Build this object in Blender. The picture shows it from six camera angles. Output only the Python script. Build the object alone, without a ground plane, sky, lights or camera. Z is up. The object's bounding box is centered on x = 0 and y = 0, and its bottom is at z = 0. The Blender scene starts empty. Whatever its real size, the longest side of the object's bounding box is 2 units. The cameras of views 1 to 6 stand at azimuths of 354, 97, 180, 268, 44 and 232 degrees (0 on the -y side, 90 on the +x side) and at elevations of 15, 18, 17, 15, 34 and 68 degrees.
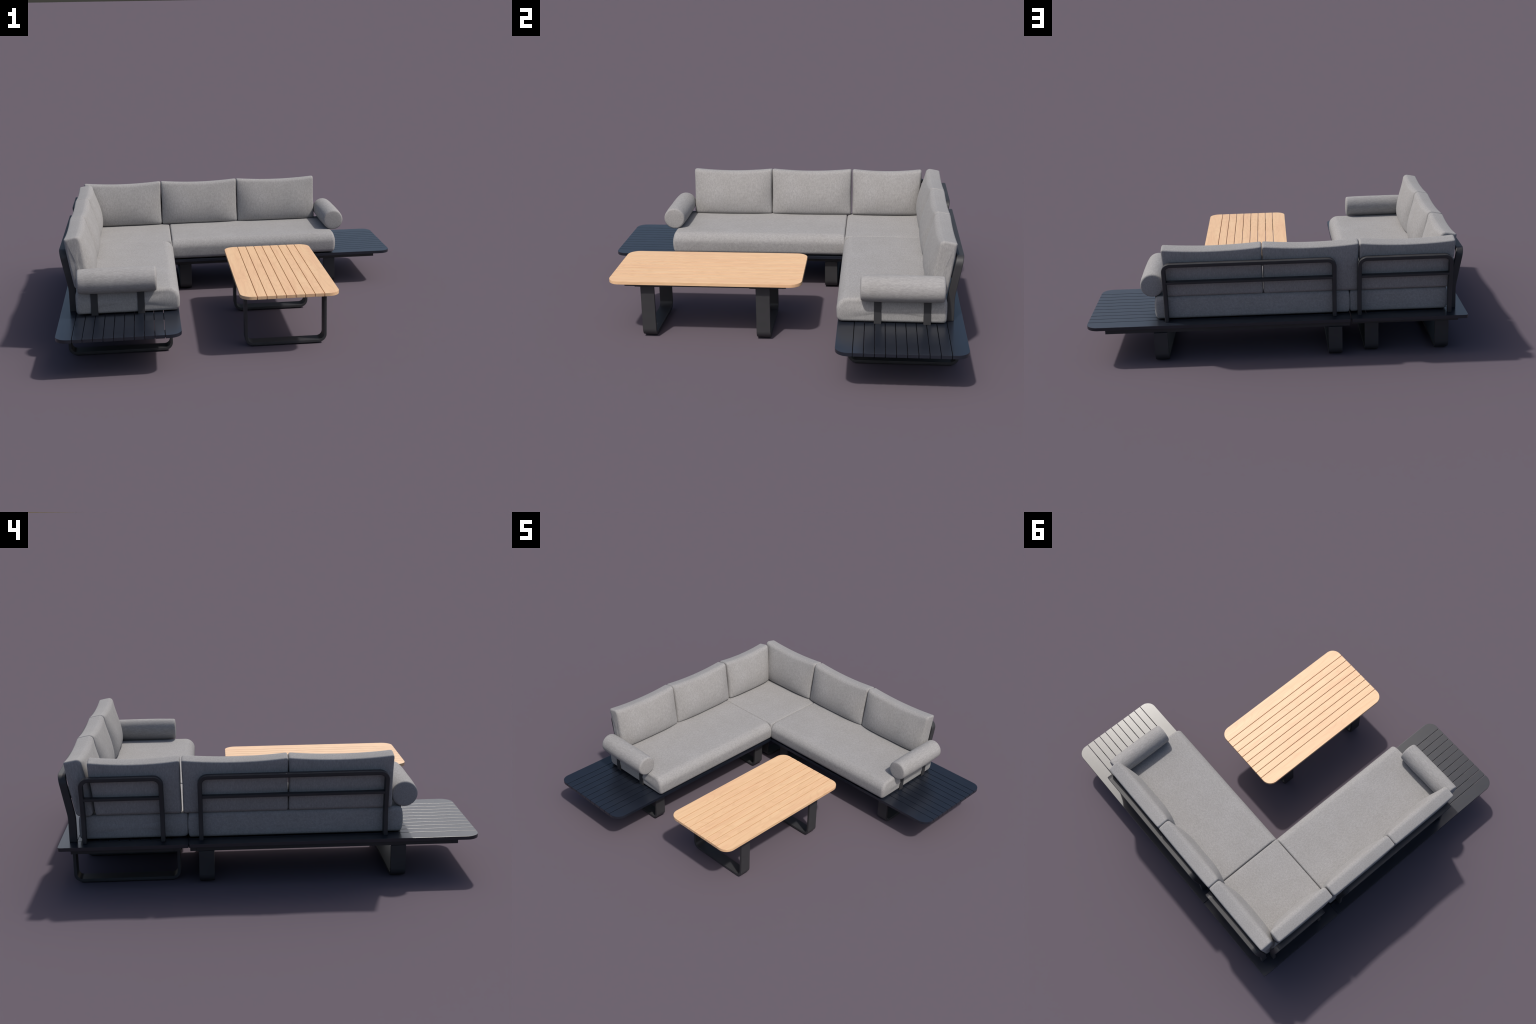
"""Corner garden sofa (two long slatted platforms + corner platform, grey cushions)
and a slatted wooden coffee table.  Metres, z up."""
import bpy, bmesh, math, random
from mathutils import Vector, Matrix

random.seed(7)

# ------------------------------------------------------------------ sizes
DECK_TOP, DECK_BOT = 0.2115, 0.1935      # slatted platform
BEAM_BOT = 0.164                         # tubes under the slats
OUT, INN = 1.000, 0.387                  # outer / inner edge of the sofa platforms
SLAT_W, GAP = 0.050, 0.0031              # slat pitch and slit
RIM = 0.082                              # wide edge boards
LEG_W, LEG_T, LEG_R = 0.073, 0.0148, 0.042
PAD = 0.0035

# =================================================================== materials
def new_mat(name):
    m = bpy.data.materials.new(name)
    m.use_nodes = True
    nt = m.node_tree
    nt.nodes.clear()
    out = nt.nodes.new("ShaderNodeOutputMaterial")
    b = nt.nodes.new("ShaderNodeBsdfPrincipled")
    nt.links.new(b.outputs[0], out.inputs[0])
    return m, nt, b

def node(nt, kind, **kw):
    n = nt.nodes.new(kind)
    for k, v in kw.items():
        if k in n.inputs:
            n.inputs[k].default_value = v
        else:
            setattr(n, k, v)
    return n

def ramp(nt, stops):
    r = nt.nodes.new("ShaderNodeValToRGB")
    e = r.color_ramp.elements
    while len(e) < len(stops):
        e.new(0.5)
    for el, (p, c) in zip(e, stops):
        el.position = p
        el.color = (*c, 1)
    return r

def mixc(nt, blend, fac, a, b):
    m = nt.nodes.new("ShaderNodeMix")
    m.data_type = 'RGBA'
    m.blend_type = blend
    m.inputs[0].default_value = fac if not hasattr(fac, "links") else 0.5
    if hasattr(fac, "links"):
        nt.links.new(fac, m.inputs[0])
    for sock, v in ((m.inputs[6], a), (m.inputs[7], b)):
        if hasattr(v, "links"):
            nt.links.new(v, sock)
        else:
            sock.default_value = (*v, 1)
    return m.outputs[2]

def fabric_material(name, stretch):
    """Heathered woven cloth: fine threads, longer along one local axis."""
    m, nt, b = new_mat(name)
    L = nt.links.new
    tc = node(nt, "ShaderNodeTexCoord")
    mp = node(nt, "ShaderNodeMapping")
    mp.inputs["Scale"].default_value = stretch
    L(tc.outputs["Object"], mp.inputs["Vector"])
    thread = node(nt, "ShaderNodeTexNoise", Scale=290.0, Detail=3.0, Roughness=0.65)
    L(mp.outputs[0], thread.inputs["Vector"])
    fleck = node(nt, "ShaderNodeTexNoise", Scale=135.0, Detail=2.0, Roughness=0.6)
    L(mp.outputs[0], fleck.inputs["Vector"])
    cloud = node(nt, "ShaderNodeTexNoise", Scale=9.0, Detail=2.0)
    L(tc.outputs["Object"], cloud.inputs["Vector"])
    r1 = ramp(nt, [(0.30, FAB_DARK), (0.52, FAB_MID), (0.72, FAB_LIGHT)])
    L(thread.outputs["Fac"], r1.inputs[0])
    r2 = ramp(nt, [(0.32, (0.90, 0.90, 0.90)), (0.5, (0.99, 0.99, 0.99)), (0.68, (1.07, 1.07, 1.065))])
    L(fleck.outputs["Fac"], r2.inputs[0])
    c = mixc(nt, 'MULTIPLY', 1.0, r1.outputs[0], r2.outputs[0])
    r3 = ramp(nt, [(0.3, (0.965, 0.962, 0.955)), (0.7, (1.02, 1.02, 1.025))])
    L(cloud.outputs["Fac"], r3.inputs[0])
    c = mixc(nt, 'MULTIPLY', 1.0, c, r3.outputs[0])
    L(c, b.inputs["Base Color"])
    b.inputs["Roughness"].default_value = 0.92
    b.inputs["Specular IOR Level"].default_value = 0.2
    b.inputs["Sheen Weight"].default_value = 0.06
    b.inputs["Sheen Roughness"].default_value = 0.6
    bp = node(nt, "ShaderNodeBump", Strength=0.25, Distance=0.0008)
    L(thread.outputs["Fac"], bp.inputs["Height"])
    L(bp.outputs[0], b.inputs["Normal"])
    return m

def metal_material(name, colour, rough, spec, grain=0.0, coat=0.0):
    """Powder-coated aluminium: dark, nearly even, very fine orange-peel."""
    m, nt, b = new_mat(name)
    L = nt.links.new
    tc = node(nt, "ShaderNodeTexCoord")
    n = node(nt, "ShaderNodeTexNoise", Scale=14.0, Detail=3.0)
    L(tc.outputs["Object"], n.inputs["Vector"])
    lo = tuple(c * 0.92 for c in colour)
    hi = tuple(c * 1.08 for c in colour)
    r = ramp(nt, [(0.3, lo), (0.7, hi)])
    L(n.outputs["Fac"], r.inputs[0])
    L(r.outputs[0], b.inputs["Base Color"])
    b.inputs["Roughness"].default_value = rough
    b.inputs["Specular IOR Level"].default_value = spec
    b.inputs["Coat Weight"].default_value = coat
    b.inputs["Coat Roughness"].default_value = 0.22
    fine = node(nt, "ShaderNodeTexNoise", Scale=420.0, Detail=1.0)
    L(tc.outputs["Object"], fine.inputs["Vector"])
    bp = node(nt, "ShaderNodeBump", Strength=0.05 + grain, Distance=0.0005)
    L(fine.outputs["Fac"], bp.inputs["Height"])
    L(bp.outputs[0], b.inputs["Normal"])
    return m

def wood_material(name):
    """Pale teak: long grain along local y, cathedral rings, per-board variation."""
    m, nt, b = new_mat(name)
    L = nt.links.new
    tc = node(nt, "ShaderNodeTexCoord")
    oi = node(nt, "ShaderNodeObjectInfo")
    off = node(nt, "ShaderNodeVectorMath", operation='SCALE')
    off.inputs[0].default_value = (1.7, 3.1, 2.3)
    L(oi.outputs["Random"], off.inputs["Scale"])
    add = node(nt, "ShaderNodeVectorMath", operation='ADD')
    L(tc.outputs["Object"], add.inputs[0])
    L(off.outputs[0], add.inputs[1])
    # slow warp that turns straight grain into cathedrals
    mpw = node(nt, "ShaderNodeMapping")
    mpw.inputs["Scale"].default_value = (9.0, 1.9, 6.0)
    L(add.outputs[0], mpw.inputs["Vector"])
    warp = node(nt, "ShaderNodeTexNoise", Scale=1.0, Detail=1.5, Roughness=0.4)
    L(mpw.outputs[0], warp.inputs["Vector"])
    rings = node(nt, "ShaderNodeMath", operation='MULTIPLY')
    rings.inputs[1].default_value = 26.0
    L(warp.outputs["Fac"], rings.inputs[0])
    sine = node(nt, "ShaderNodeMath", operation='SINE')
    mul = node(nt, "ShaderNodeMath", operation='MULTIPLY')
    mul.inputs[1].default_value = 3.2
    L(rings.outputs[0], mul.inputs[0])
    L(mul.outputs[0], sine.inputs[0])
    line = node(nt, "ShaderNodeMapRange")
    line.inputs["From Min"].default_value = 0.35
    line.inputs["From Max"].default_value = 1.0
    L(sine.outputs[0], line.inputs["Value"])
    # fine pores
    mpf = node(nt, "ShaderNodeMapping")
    mpf.inputs["Scale"].default_value = (260.0, 9.0, 120.0)
    L(add.outputs[0], mpf.inputs["Vector"])
    pore = node(nt, "ShaderNodeTexNoise", Scale=1.0, Detail=3.0, Roughness=0.6)
    L(mpf.outputs[0], pore.inputs["Vector"])
    # broad tone bands
    mpb = node(nt, "ShaderNodeMapping")
    mpb.inputs["Scale"].default_value = (30.0, 2.2, 20.0)
    L(add.outputs[0], mpb.inputs["Vector"])
    band = node(nt, "ShaderNodeTexNoise", Scale=1.0, Detail=2.0)
    L(mpb.outputs[0], band.inputs["Vector"])
    rb = ramp(nt, [(0.30, WOOD_PINK), (0.5, WOOD_MID), (0.70, WOOD_PALE)])
    L(band.outputs["Fac"], rb.inputs[0])
    rp = ramp(nt, [(0.33, (0.945, 0.93, 0.915)), (0.52, (1.0, 1.0, 1.0)), (0.75, (1.04, 1.04, 1.04))])
    L(pore.outputs["Fac"], rp.inputs[0])
    c = mixc(nt, 'MULTIPLY', 1.0, rb.outputs[0], rp.outputs[0])
    lf = node(nt, "ShaderNodeMath", operation='MULTIPLY')
    lf.inputs[1].default_value = 0.22
    L(line.outputs[0], lf.inputs[0])
    c = mixc(nt, 'MULTIPLY', lf.outputs[0], c, (0.80, 0.74, 0.66))
    L(c, b.inputs["Base Color"])
    b.inputs["Roughness"].default_value = 0.42
    b.inputs["Specular IOR Level"].default_value = 0.5
    bp = node(nt, "ShaderNodeBump", Strength=0.12, Distance=0.0006)
    L(pore.outputs["Fac"], bp.inputs["Height"])
    L(bp.outputs[0], b.inputs["Normal"])
    return m

FAB_DARK, FAB_MID, FAB_LIGHT = (0.270, 0.264, 0.262), (0.304, 0.298, 0.296), (0.343, 0.337, 0.334)
WOOD_PINK, WOOD_MID, WOOD_PALE = (0.745, 0.462, 0.268), (0.770, 0.500, 0.288), (0.780, 0.525, 0.306)

CLOTH_UP = fabric_material("grey_woven_cloth_upright", (1.0, 1.0, 0.38))
CLOTH_FLAT = fabric_material("grey_woven_cloth_flat", (0.55, 1.0, 0.55))
CLOTH_ROLL = fabric_material("grey_woven_cloth_roll", (0.30, 1.0, 1.0))
DECK_MAT = metal_material("anthracite_slat_coating", (0.008, 0.011, 0.019), 0.36, 0.45, coat=0.5)
FRAME_MAT = metal_material("anthracite_tube_coating", (0.036, 0.036, 0.039), 0.50, 0.4)
PAD_MAT = metal_material("black_rubber", (0.012, 0.012, 0.012), 0.7, 0.3)
WOOD = wood_material("pale_teak")

# =================================================================== helpers
def mesh_object(name, verts, faces, mat, parent=None, loc=(0, 0, 0), rot=0.0,
                smooth=True, bevel=0.0, segs=2, angle=35):
    me = bpy.data.meshes.new(name)
    bm = bmesh.new()
    vs = [bm.verts.new(v) for v in verts]
    for f in faces:
        bm.faces.new([vs[i] for i in f])
    bm.normal_update()
    bmesh.ops.recalc_face_normals(bm, faces=bm.faces[:])
    if bevel > 0:
        lim = math.radians(angle)
        edges = [e for e in bm.edges if len(e.link_faces) == 2 and e.calc_face_angle(0) > lim]
        bmesh.ops.bevel(bm, geom=edges, offset=bevel, segments=segs, profile=0.5,
                        affect='EDGES', clamp_overlap=True)
    bm.to_mesh(me)
    bm.free()
    if smooth:
        me.polygons.foreach_set("use_smooth", [True] * len(me.polygons))
        me.set_sharp_from_angle(angle=math.radians(38))
    me.materials.append(mat)
    ob = bpy.data.objects.new(name, me)
    bpy.context.scene.collection.objects.link(ob)
    ob.location = loc
    ob.rotation_euler = (0, 0, rot)
    ob.parent = parent
    if smooth and bevel > 0:                 # flat faces stay flat, only the bevels turn
        wn = ob.modifiers.new("weighted_normals", 'WEIGHTED_NORMAL')
        wn.keep_sharp = True
        wn.weight = 100
    return ob

def empty(name, label, category, loc=(0, 0, 0)):
    e = bpy.data.objects.new(name, None)
    bpy.context.scene.collection.objects.link(e)
    e.location = loc
    e["label"] = label
    e["category"] = category
    return e

def prism(outline, z0, z1):
    """vertical prism over a 2D outline"""
    n = len(outline)
    v = [(x, y, z0) for x, y in outline] + [(x, y, z1) for x, y in outline]
    f = [tuple(range(n - 1, -1, -1)), tuple(range(n, 2 * n))]
    f += [(i, (i + 1) % n, n + (i + 1) % n, n + i) for i in range(n)]
    return v, f

def rounded_rect(x0, x1, y0, y1, r, seg=10):
    """r = radii at (x0,y0),(x1,y0),(x1,y1),(x0,y1)"""
    pts = []
    for (cx, cy, a0), rr in zip(((x0, y0, 180), (x1, y0, 270), (x1, y1, 0), (x0, y1, 90)), r):
        if rr <= 1e-6:
            pts.append((cx, cy))
            continue
        mx = cx + rr * (1 if cx == x0 else -1)
        my = cy + rr * (1 if cy == y0 else -1)
        for i in range(seg + 1):
            a = math.radians(a0 + 90 * i / seg)
            pts.append((mx + rr * math.cos(a), my + rr * math.sin(a)))
    return pts

def box(x0, x1, y0, y1, z0, z1):
    return prism([(x0, y0), (x1, y0), (x1, y1), (x0, y1)], z0, z1)

def add_parts(*vf):
    V, F = [], []
    for v, f in vf:
        k = len(V)
        V += v
        F += [tuple(i + k for i in q) for q in f]
    return V, F

# ------------------------------------------------------------------ slatted deck
def deck(prefix, parent, length, width, n_inner, rim, gap, z0, z1, loc, rot, mat, radii, bevel):
    """Boards run along local y, stacked across local x, centred on the origin.
    radii: corner radii of the whole deck at (-x,-y),(+x,-y),(+x,+y),(-x,+y)."""
    hw, hl = width / 2, length / 2
    pitch = (width - 2 * rim) / n_inner
    cuts = [-hw, -hw + rim] + [-hw + rim + pitch * (i + 1) for i in range(n_inner)] + [hw]
    shared = None
    M = Matrix.Rotation(rot, 4, 'Z')
    for i in range(n_inner + 2):
        a, b = cuts[i] + (gap / 2 if i else 0), cuts[i + 1] - (gap / 2 if i < n_inner + 1 else 0)
        c = (a + b) / 2
        p = Vector(loc) + M @ Vector((c, 0, 0))
        first, last = i == 0, i == n_inner + 1
        if not (first or last) and shared:
            ob = shared.copy()                       # repeats share the mesh
            bpy.context.scene.collection.objects.link(ob)
            ob.location = p
            continue
        r = (radii[0] if first else 0, radii[1] if last else 0,
             radii[2] if last else 0, radii[3] if first else 0)
        v, f = prism(rounded_rect(a - c, b - c, -hl, hl, r), z0, z1)
        ob = mesh_object(prefix, v, f, mat, parent, p, rot, bevel=bevel, segs=2, angle=50)
        if not (first or last):
            shared = ob

def tube_frame(name, parent, x0, x1, y0, y1, z0, z1, w, mat, cross_x=(), cross_y=()):
    parts = [box(x0, x1, y0, y0 + w, z0, z1), box(x0, x1, y1 - w, y1, z0, z1),
             box(x0, x0 + w, y0 + w + 4e-4, y1 - w - 4e-4, z0, z1),
             box(x1 - w, x1, y0 + w + 4e-4, y1 - w - 4e-4, z0, z1)]
    for c in cross_x:
        parts.append(box(c - w / 2, c + w / 2, y0 + w + 4e-4, y1 - w - 4e-4, z0 + .001, z1 - .001))
    for c in cross_y:
        parts.append(box(x0 + w + 4e-4, x1 - w - 4e-4, c - w / 2, c + w / 2, z0 + .001, z1 - .001))
    v, f = add_parts(*parts)
    return mesh_object(name, v, f, mat, parent, bevel=0.0008, segs=2)

# ------------------------------------------------------------------ bent strips
def u_path(half, z_top, z_bot, r, seg=10, straight=6):
    """right post down, round the corner, along the bottom, up the left post"""
    pts = []
    for i in range(straight):
        pts.append((half, z_top + (z_bot + r - z_top) * i / straight))
    for i in range(seg + 1):
        a = math.radians(0 - 90 * i / seg)
        pts.append((half - r + r * math.cos(a), z_bot + r + r * math.sin(a)))
    left = [(-x, z) for x, z in reversed(pts)]
    return pts + left

def u_leg(parent, cx, cy, half, z_top, along, r=LEG_R, t=LEG_T, width=LEG_W, plate=False):
    """Flat-bar loop leg.  'along' is the axis across which the loop is spread."""
    outer = u_path(half, z_top, PAD, r)
    inner = u_path(half - t, z_top, PAD + t, r - t)
    n = len(outer)
    V = []
    for s in (-width / 2, width / 2):
        V += [(u, s, z) for u, z in outer] + [(u, s, z) for u, z in inner]
    o0, i0, o1, i1 = 0, n, 2 * n, 3 * n
    F = []
    for k in range(n - 1):
        F += [(o0 + k, o0 + k + 1, o1 + k + 1, o1 + k), (i0 + k, i1 + k, i1 + k + 1, i0 + k + 1),
              (o0 + k, i0 + k, i0 + k + 1, o0 + k + 1), (o1 + k, o1 + k + 1, i1 + k + 1, i1 + k)]
    F += [(o0, o1, i1, i0), (o0 + n - 1, i0 + n - 1, i1 + n - 1, o1 + n - 1)]
    rot = 0.0 if along == 'x' else math.pi / 2
    leg = mesh_object("leg", V, F, FRAME_MAT, parent, (cx, cy, 0), rot, bevel=0.002, segs=2, angle=40)
    v, f = box(-half + r * 0.85, half - r * 0.85, -width / 2 + .003, width / 2 - .003, 0, PAD + .0008)
    mesh_object("foot_glide", v, f, PAD_MAT, leg, bevel=0.0012)
    if plate:
        v, f = box(-half + 0.025, half - 0.025, -0.073, 0.073, z_top - 0.012, z_top - 0.0005)
        mesh_object("mounting_plate", v, f, FRAME_MAT, leg, bevel=0.0012)
    return leg

BACK_D = 0.037
def lean(z):
    """outer face of the backrest tube, measured from the sofa's centre line"""
    k = 0.335
    if z < k - 0.02:
        return 0.953
    if z > k + 0.02:
        return 0.953 + 0.19 * (z - k)
    t = (z - k + 0.02) / 0.04
    return 0.953 + 0.19 * 0.02 * t * t

def back_frame(parent, a, b, side):
    """Hoop of flat tube: posts at a and b, top rail, leaning outwards.
    side 'y': stands along +y and spans x;  side 'x': stands along -x and spans y."""
    half, mid = (b - a) / 2, (a + b) / 2
    t, r, top = 0.0205, 0.046, 0.5410
    up = lambda h, zt, rr: [(u, (DECK_TOP - 0.001) + (zt - z)) for u, z in u_path(h, zt, 0 + DECK_TOP - 0.001, rr, 10, 26)]
    outer = up(half, top, r)
    inner = [(u, z) for u, z in up(half - t, top - t, r - t)]
    n = len(outer)
    V = []
    for s in (0.0, -BACK_D):
        for pth in (outer, inner):
            V += [(u, lean(z) + s, z) for u, z in pth]
    o0, i0, o1, i1 = 0, n, 2 * n, 3 * n
    F = []
    for k in range(n - 1):
        F += [(o0 + k, o0 + k + 1, o1 + k + 1, o1 + k), (i0 + k, i1 + k, i1 + k + 1, i0 + k + 1),
              (o0 + k, i0 + k, i0 + k + 1, o0 + k + 1), (o1 + k, o1 + k + 1, i1 + k + 1, i1 + k)]
    F += [(o0, o1, i1, i0), (o0 + n - 1, i0 + n - 1, i1 + n - 1, o1 + n - 1)]
    if side == 'y':
        loc, rot = (mid, 0, 0), 0.0
    else:
        loc, rot = (0, mid, 0), math.pi / 2
    fr = mesh_object("backrest_frame", V, F, FRAME_MAT, parent, loc, rot, bevel=0.004, segs=3, angle=40)
    zr0, zr1 = 0.4235, 0.4370
    h = half - t + 0.001
    V = []
    for z in (zr0, zr1):
        yb = lean(z) - 0.001
        V += [(-h, yb, z), (h, yb, z), (h, yb - BACK_D + .002, z), (-h, yb - BACK_D + .002, z)]
    F = [(0, 1, 2, 3), (7, 6, 5, 4)] + [(i, i + 4, (i + 1) % 4 + 4, (i + 1) % 4) for i in range(4)]
    mesh_object("backrest_rail", V, F, FRAME_MAT, fr, bevel=0.0015)

# ------------------------------------------------------------------ cushions
def ring_loft(rings):
    """quads between closed rings, ends closed by shrinking each end ring"""
    n = len(rings[0])
    V, F = [], []
    for r in rings:
        V += r
    for k in range(len(rings) - 1):
        for i in range(n):
            j = (i + 1) % n
            F.append((k * n + i, k * n + j, (k + 1) * n + j, (k + 1) * n + i))
    for base in (0, (len(rings) - 1) * n):
        c = Vector((0, 0, 0))
        for i in range(n):
            c += Vector(V[base + i])
        c /= n
        V.append(tuple(c))
        ci = len(V) - 1
        for i in range(n):
            F.append((base + i, base + (i + 1) % n, ci))
    return V, F

def section(d0, d1, z0, z1, radii, per_side=14, seg=8):
    """closed rounded section in (depth, height); radii at (d0,z0),(d1,z0),(d1,z1),(d0,z1).
    Straight sides are subdivided so that bulges can be added later."""
    corners = rounded_rect(d0, d1, z0, z1, radii, seg)
    pts = []
    m = seg + 1
    for c in range(4):
        arc = corners[c * m:(c + 1) * m]
        nxt = corners[((c + 1) % 4) * m]
        pts += arc
        for i in range(1, per_side):
            t = i / per_side
            pts.append((arc[-1][0] * (1 - t) + nxt[0] * t, arc[-1][1] * (1 - t) + nxt[1] * t))
    return pts

def end_stations(half, r, mid=26, seg=7, r2=None):
    """stations along the length, with the inset of a rounded end"""
    r2 = r if r2 is None else r2
    arc = [math.pi / 2 * i / seg for i in range(seg + 1)]
    st = [(-half + r - r * math.cos(a), r - r * math.sin(a)) for a in arc]
    st += [(-half + r + (2 * half - r - r2) * i / mid, 0.0) for i in range(1, mid)]
    st += [(half - r2 + r2 * math.cos(a), r2 - r2 * math.sin(a)) for a in reversed(arc)]
    return st

def soft_noise(p, s, seed):
    from mathutils import noise
    return noise.noise(Vector(p) * s + Vector((seed * 3.7, seed * 1.3, seed * 5.1)))

def seat_cushion(parent, length, depth, loc, rot, front_r, seed, end_r=(0.017, 0.017), top=0.3378):
    """Long seat pad.  local x = length, local y = depth (front at -y), z up from the deck."""
    z0, z1 = 0.0, top - 0.2155
    hd = depth / 2
    base = section(-hd, hd, z0, z1, (0.022, 0.016, 0.020, front_r), per_side=16, seg=9)
    cz = (z0 + z1) / 2
    rings = []
    half = length / 2
    for x, ins in end_stations(half, end_r[0], mid=36, r2=end_r[1]):
        ring = []
        k_d, k_z = 1 - ins / hd, 1 - ins / (z1 - z0) * 2
        for d, z in base:
            dd, zz = d * k_d, cz + (z - cz) * k_z
            # crown on top, swelling of the front, everything fading to the seams
            fx = max(0.0, 1 - abs(x / half) ** 6)
            fd = max(0.0, 1 - abs(d / hd) ** 4)
            fz = max(0.0, 1 - ((z - cz) / (z1 - cz)) ** 2)
            if z > cz:
                zz += 0.0025 * fx * fd
            dd += 0.005 * fz * (-1 if d < 0 else 0.4) * abs(d / hd) ** 6
            xx = x * (1 + 0.004 * fz / half * abs(x / half) ** 8)
            w = 0.0011 * soft_noise((xx, dd, zz), 9.0, seed)
            ring.append((xx, dd, zz + w * (1 if z > cz else 0)))
        rings.append(ring)
    # draw the end cap in, so that its centre is nearly flat
    for end in (0, -1):
        src = rings[end]
        caps = []
        for s in (0.82, 0.6, 0.35):
            caps.append([(p[0] + (0.003 * (1 - s)) * (-1 if end == 0 else 1), p[1] * s, cz + (p[2] - cz) * s) for p in src])
        if end == 0:
            rings = caps[::-1] + rings
        else:
            rings = rings + caps
    V, F = ring_loft(rings)
    return mesh_object("seat_cushion", V, F, CLOTH_FLAT, parent, (loc[0], loc[1], 0.2155), rot)

def back_cushion(parent, a, b, side, seed, belly=0.036, slant=(1, 0.0)):
    """Leaning back pillow between a and b.  local x = width, local y points to the seat."""
    half, mid = (b - a) / 2, (a + b) / 2
    z0, z1 = 0.336, 0.6225
    h = z1 - z0
    th = 0.0765
    base = section(0, th, 0, h, (0.020, 0.020, 0.022, 0.008), per_side=18, seg=7)
    rings = []
    for x, ins in end_stations(half, 0.012, mid=34, seg=6):
        ring = []
        k_t, k_h = 1 - 2 * ins / th, 1 - 2 * ins / h
        u = x / half
        sx = max(0.0, 1 - abs(u) ** 4.2)
        for d, z in base:
            w = min(max(z / h, 0.0), 1.0)
            dd = th / 2 + (d - th / 2) * k_t
            zz = h / 2 + (z - h / 2) * k_h
            f = d / th                                      # 0 back, 1 front
            bulge = sx * (0.004 * (1 - w) ** 1.5 + belly * math.sin(math.pi * w ** 0.72) ** 0.9)
            dd += bulge * f
            dd -= (0.001 + 0.008 * sx) * math.sin(math.pi * w) * (1 - f)
            # top edge sags between the ears, round crown across the thickness
            zz -= 0.0135 * (1 - u * u) * w ** 4
            zz += 0.002 * math.sin(math.pi * min(max(f, 0), 1)) * w ** 8 * (0.4 + 0.6 * sx)
            zz -= 0.015 * (1 - min(max(f, 0), 1)) * w ** 4         # top slopes down to the rear
            # side seams are drawn in at mid height
            xx = x - math.copysign(1, u) * 0.0028 * abs(u) ** 6 * math.sin(math.pi * w)
            xx -= slant[0] * slant[1] * (1 - w) ** 1.5 * max(0.0, slant[0] * u) ** 3   # one end cut on a slant
            s = soft_noise((xx, dd, zz), 8.0, seed)
            dd += 0.0016 * s * f * sx
            lean_y = -(0.137 + 0.022 * (1 - min(max(f, 0), 1))) * zz                            # tilt away from the seat
            ring.append((xx, -0.9165 + dd + lean_y, z0 + zz))
        rings.append(ring)
    for end in (0, -1):
        src = rings[end]
        n = len(src)
        c = Vector((sum(p[0] for p in src) / n, sum(p[1] for p in src) / n, sum(p[2] for p in src) / n))
        caps = []
        for s in (0.8, 0.55, 0.3):
            caps.append([tuple(c + (Vector(p) - c) * s + Vector(((p[0] - c[0]) * (1 - s), 0, 0))) for p in src])
        rings = caps[::-1] + rings if end == 0 else rings + caps
    V, F = ring_loft(rings)
    # local frame: outer side of the sofa lies on local -y
    if side == 'y':
        return mesh_object("back_cushion", V, F, CLOTH_UP, parent, (mid, -0.003, 0), math.pi)
    return mesh_object("back_cushion", V, F, CLOTH_UP, parent, (-0.002, mid, 0), -math.pi / 2)

def bolster(parent, centre, length, radius, rot, seed):
    """Cylindrical arm roll, local x = axis."""
    half = length / 2
    rings = []
    n = 64
    prof = []
    er = 0.011
    for x, ins in end_stations(half, er, mid=22, seg=6):
        prof.append((x, radius - ins))
    prof = [(-half - 0.002, 0.55 * (radius - er)), (-half - 0.0012, 0.85 * (radius - er))] + prof + \
           [(half + 0.0012, 0.85 * (radius - er)), (half + 0.002, 0.55 * (radius - er))]
    for x, r in prof:
        ring = []
        for i in range(n):
            a = 2 * math.pi * i / n
            rr = r * (1 - 0.05 * abs(x / half) ** 3)
            rr += 0.0010 * soft_noise((x, math.cos(a) * .06, math.sin(a) * .06), 10, seed)
            ring.append((x, rr * math.cos(a), rr * math.sin(a)))
        rings.append(ring)
    V, F = ring_loft(rings)
    return mesh_object("arm_bolster", V, F, CLOTH_ROLL, parent, centre, rot)

# =================================================================== sofa
sofa = empty("corner_sofa", "grey cushioned L-shaped garden sofa on dark slatted metal platforms", "sofa")
MIDL = (OUT + INN) / 2            # 0.6935, centre line of each wing
WING = OUT + INN                  # 1.387, length of a wing platform
WID = OUT - INN                   # 0.613

# slatted platforms (boards of the right-hand wing and corner run along x)
R, S = 0.062, 0.008
deck("deck_slat", sofa, WING, WID, 9, RIM, GAP, DECK_BOT, DECK_TOP,
     (-MIDL, (INN - OUT) / 2 - 0.0006, 0), 0.0, DECK_MAT, (R, R, S, S), 0.0014)
deck("deck_slat", sofa, WING, WID, 9, RIM, GAP, DECK_BOT, DECK_TOP,
     ((OUT - INN) / 2 + 0.0006, MIDL, 0), math.pi / 2, DECK_MAT, (R, R, S, S), 0.0014)
# corner platform: one broad rim with slats set inside it
def rim_plate(x0, x1, y0, y1, w, z0, z1, radii):
    outer = rounded_rect(x0, x1, y0, y1, radii, 6)
    inner = rounded_rect(x0 + w, x1 - w, y0 + w, y1 - w, (0.001,) * 4, 6)
    n = len(outer)
    V = [(x, y, z) for z in (z0, z1) for ring in (outer, inner) for x, y in ring]
    F = []
    for i in range(n):
        j = (i + 1) % n
        F += [(i, j, 2 * n + j, 2 * n + i), (n + i, 3 * n + i, 3 * n + j, n + j),
              (i, n + i, n + j, j), (2 * n + i, 2 * n + j, 3 * n + j, 3 * n + i)]
    return V, F
v, f = rim_plate(-OUT, -INN - 0.003, INN, OUT, RIM, DECK_BOT, DECK_TOP, (S, S, S, 0.014))
mesh_object("corner_rim", v, f, DECK_MAT, sofa, bevel=0.0010, angle=50)
k = 9
pitch = (WID - 2 * RIM) / k
first = None
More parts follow.
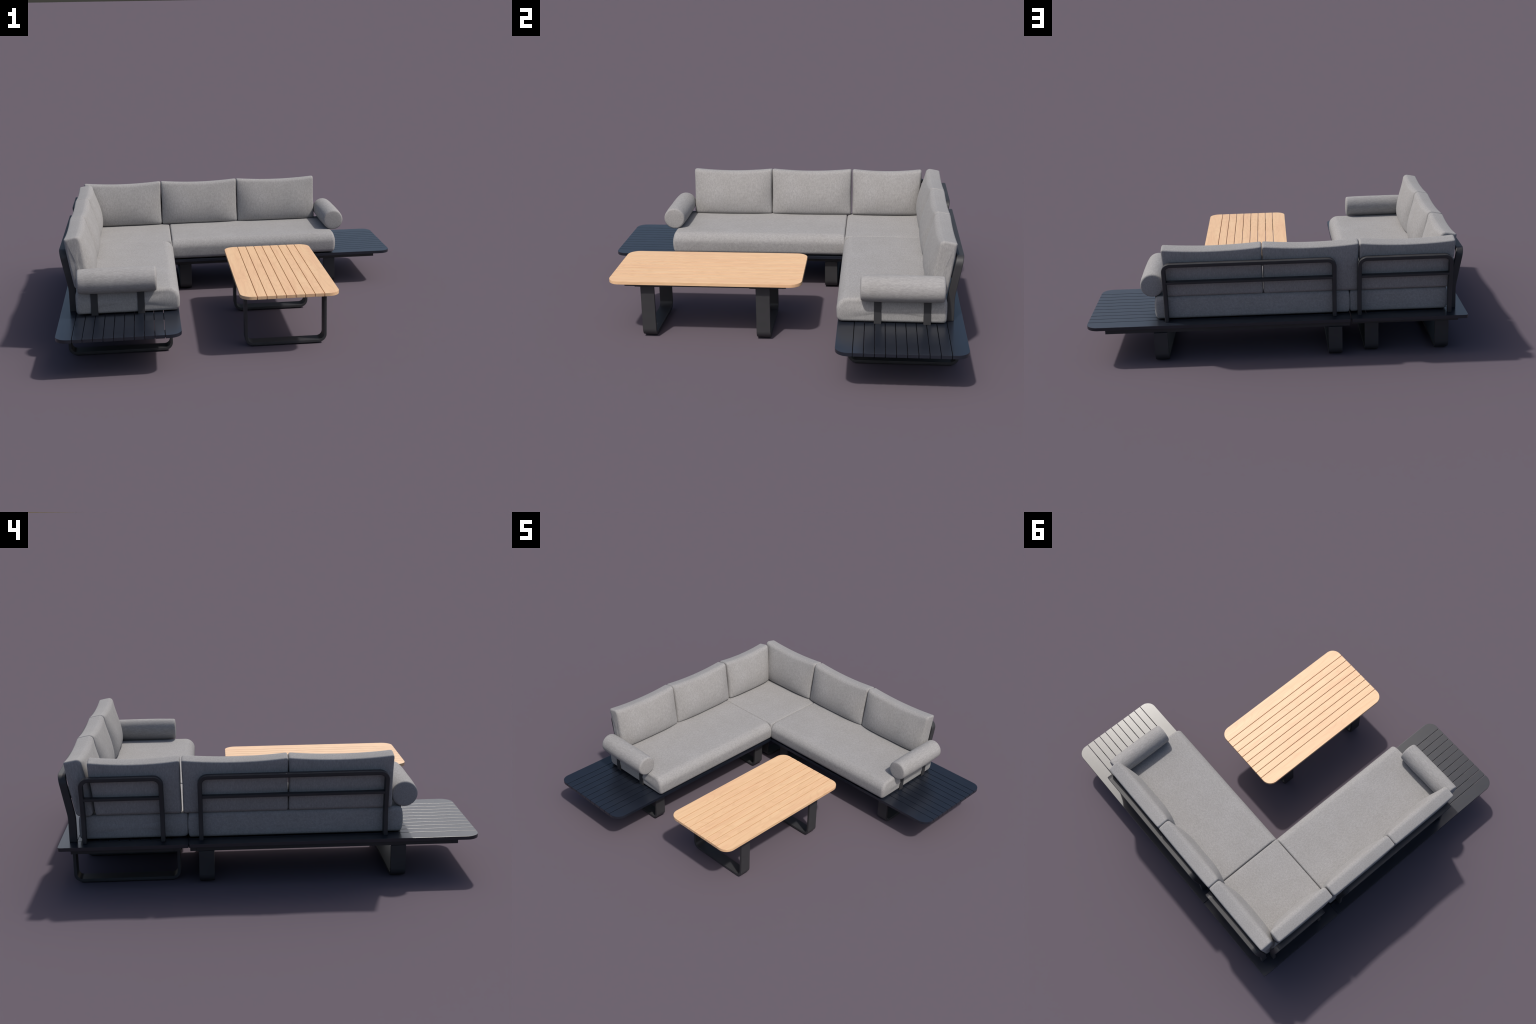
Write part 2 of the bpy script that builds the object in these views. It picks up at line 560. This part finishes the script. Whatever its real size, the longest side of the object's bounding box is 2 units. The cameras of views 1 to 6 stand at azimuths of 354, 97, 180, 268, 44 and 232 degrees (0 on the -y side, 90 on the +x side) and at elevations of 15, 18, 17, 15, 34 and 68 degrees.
for i in range(k):
    y = INN + RIM + pitch * (i + 0.5)
    if first is None:
        v, f = box(-(WID - .003) / 2 + RIM + GAP, (WID - .003) / 2 - RIM - GAP, -pitch / 2 + GAP / 2, pitch / 2 - GAP / 2, DECK_BOT, DECK_TOP)
        first = mesh_object("deck_slat", v, f, DECK_MAT, sofa, (-MIDL - .0015, y, 0), bevel=0.0010)
    else:
        ob = first.copy()
        ob.location = (-MIDL - .0015, y, 0)
        bpy.context.scene.collection.objects.link(ob)

# tubes carrying the slats
tube_frame("platform_frame", sofa, -0.962, -0.430, -0.902, 0.381, BEAM_BOT, DECK_BOT - .0004, 0.03,
           FRAME_MAT, cross_y=(-0.615, -0.15, 0.305))
tube_frame("platform_frame", sofa, -0.381, 0.904, 0.440, 0.972, BEAM_BOT, DECK_BOT - .0004, 0.03,
           FRAME_MAT, cross_x=(-0.305, 0.15, 0.615))
tube_frame("platform_frame", sofa, -0.957, -0.395, 0.430, 0.945, BEAM_BOT, DECK_BOT - .0004, 0.03,
           FRAME_MAT, cross_x=(-0.6935,))

# loop legs
for y in (-0.6145, 0.3045):
    u_leg(sofa, -0.6955, y, 0.2695, BEAM_BOT - .0004, 'x')
for x in (0.6135, -0.3045):
    u_leg(sofa, x, 0.7098, 0.2710, BEAM_BOT - .0004, 'y')
for x in (-0.8705, -0.4985):
    u_leg(sofa, x, 0.6875, 0.2565, BEAM_BOT - .0004, 'y')

# leaning backrest hoops
back_frame(sofa, -0.315, 0.589, 'y')
back_frame(sofa, -0.920, -0.426, 'y')
back_frame(sofa, -0.563, 0.337, 'x')
back_frame(sofa, 0.497, 0.888, 'x')

# seat pads: left wing, right wing, corner
seat_cushion(sofa, 1.0255, 0.528, (-0.650, -0.1275), math.pi / 2, 0.052, 1, (0.018, 0.010))
seat_cushion(sofa, 1.0255, 0.528, (0.1275, 0.650), 0.0, 0.052, 2, (0.010, 0.018))
seat_cushion(sofa, 0.515, 0.516, (-0.6460, 0.6470), 0.0, 0.010, 3, (0.016, 0.010), top=0.335)

# back pillows
back_cushion(sofa, 0.0675, 0.588, 'y', 1)
back_cushion(sofa, -0.4345, 0.0665, 'y', 2)
back_cushion(sofa, -0.935, -0.4360, 'y', 3, slant=(1, 0.018))
back_cushion(sofa, -0.588, -0.0910, 'x', 4)
back_cushion(sofa, -0.0900, 0.4095, 'x', 5)
back_cushion(sofa, 0.4165, 0.8450, 'x', 6, slant=(-1, 0.022))

# arm rolls on flat brackets
for centre, rot, seed in (((-0.6995, -0.6515, 0.3985), 0.0, 1), ((0.6515, 0.6995, 0.3985), math.pi / 2, 2)):
    ob = bolster(sofa, centre, 0.402, 0.0658, rot, seed)
    for c in (-0.8205, -0.5815):
        # bar stands just outside the seat pad, cupped slightly under the roll
        off = c + 0.6995
        along = off if rot == 0.0 else -off
        ya, yb = 0.0045, 0.0115
        y0, y1 = -yb, -ya
        v, f = box(along - 0.018, along + 0.018, y0 + .0165, y1 + .0165, DECK_TOP - 0.3985, -0.045)
        mesh_object("arm_bracket", v, f, FRAME_MAT, ob, bevel=0.001)

# =================================================================== coffee table
TX, TY = 0.1755, -0.3155
TW, TL, TT, TB = 0.513, 1.017, 0.3275, 0.3095
table = empty("coffee_table", "low pale wooden slatted table on black loop legs", "table", (0, 0, 0))
deck("table_board", table, TL, TW, 7, 0.0838, 0.0033, TB, TT, (TX, TY, 0), 0.0, WOOD,
     (0.062, 0.062, 0.062, 0.062), 0.0016)
FB = 0.288
tube_frame("table_frame", table, TX - 0.214, TX + 0.214, TY - 0.4255, TY + 0.4255, FB, TB - .0004, 0.025,
           FRAME_MAT, cross_x=(TX,), cross_y=(-0.6205, -0.011))
for y in (-0.6205, -0.0110):
    u_leg(table, TX - 0.003, y, 0.2185, FB - .0004, 'x', r=0.044, plate=True)

bpy.context.view_layer.update()
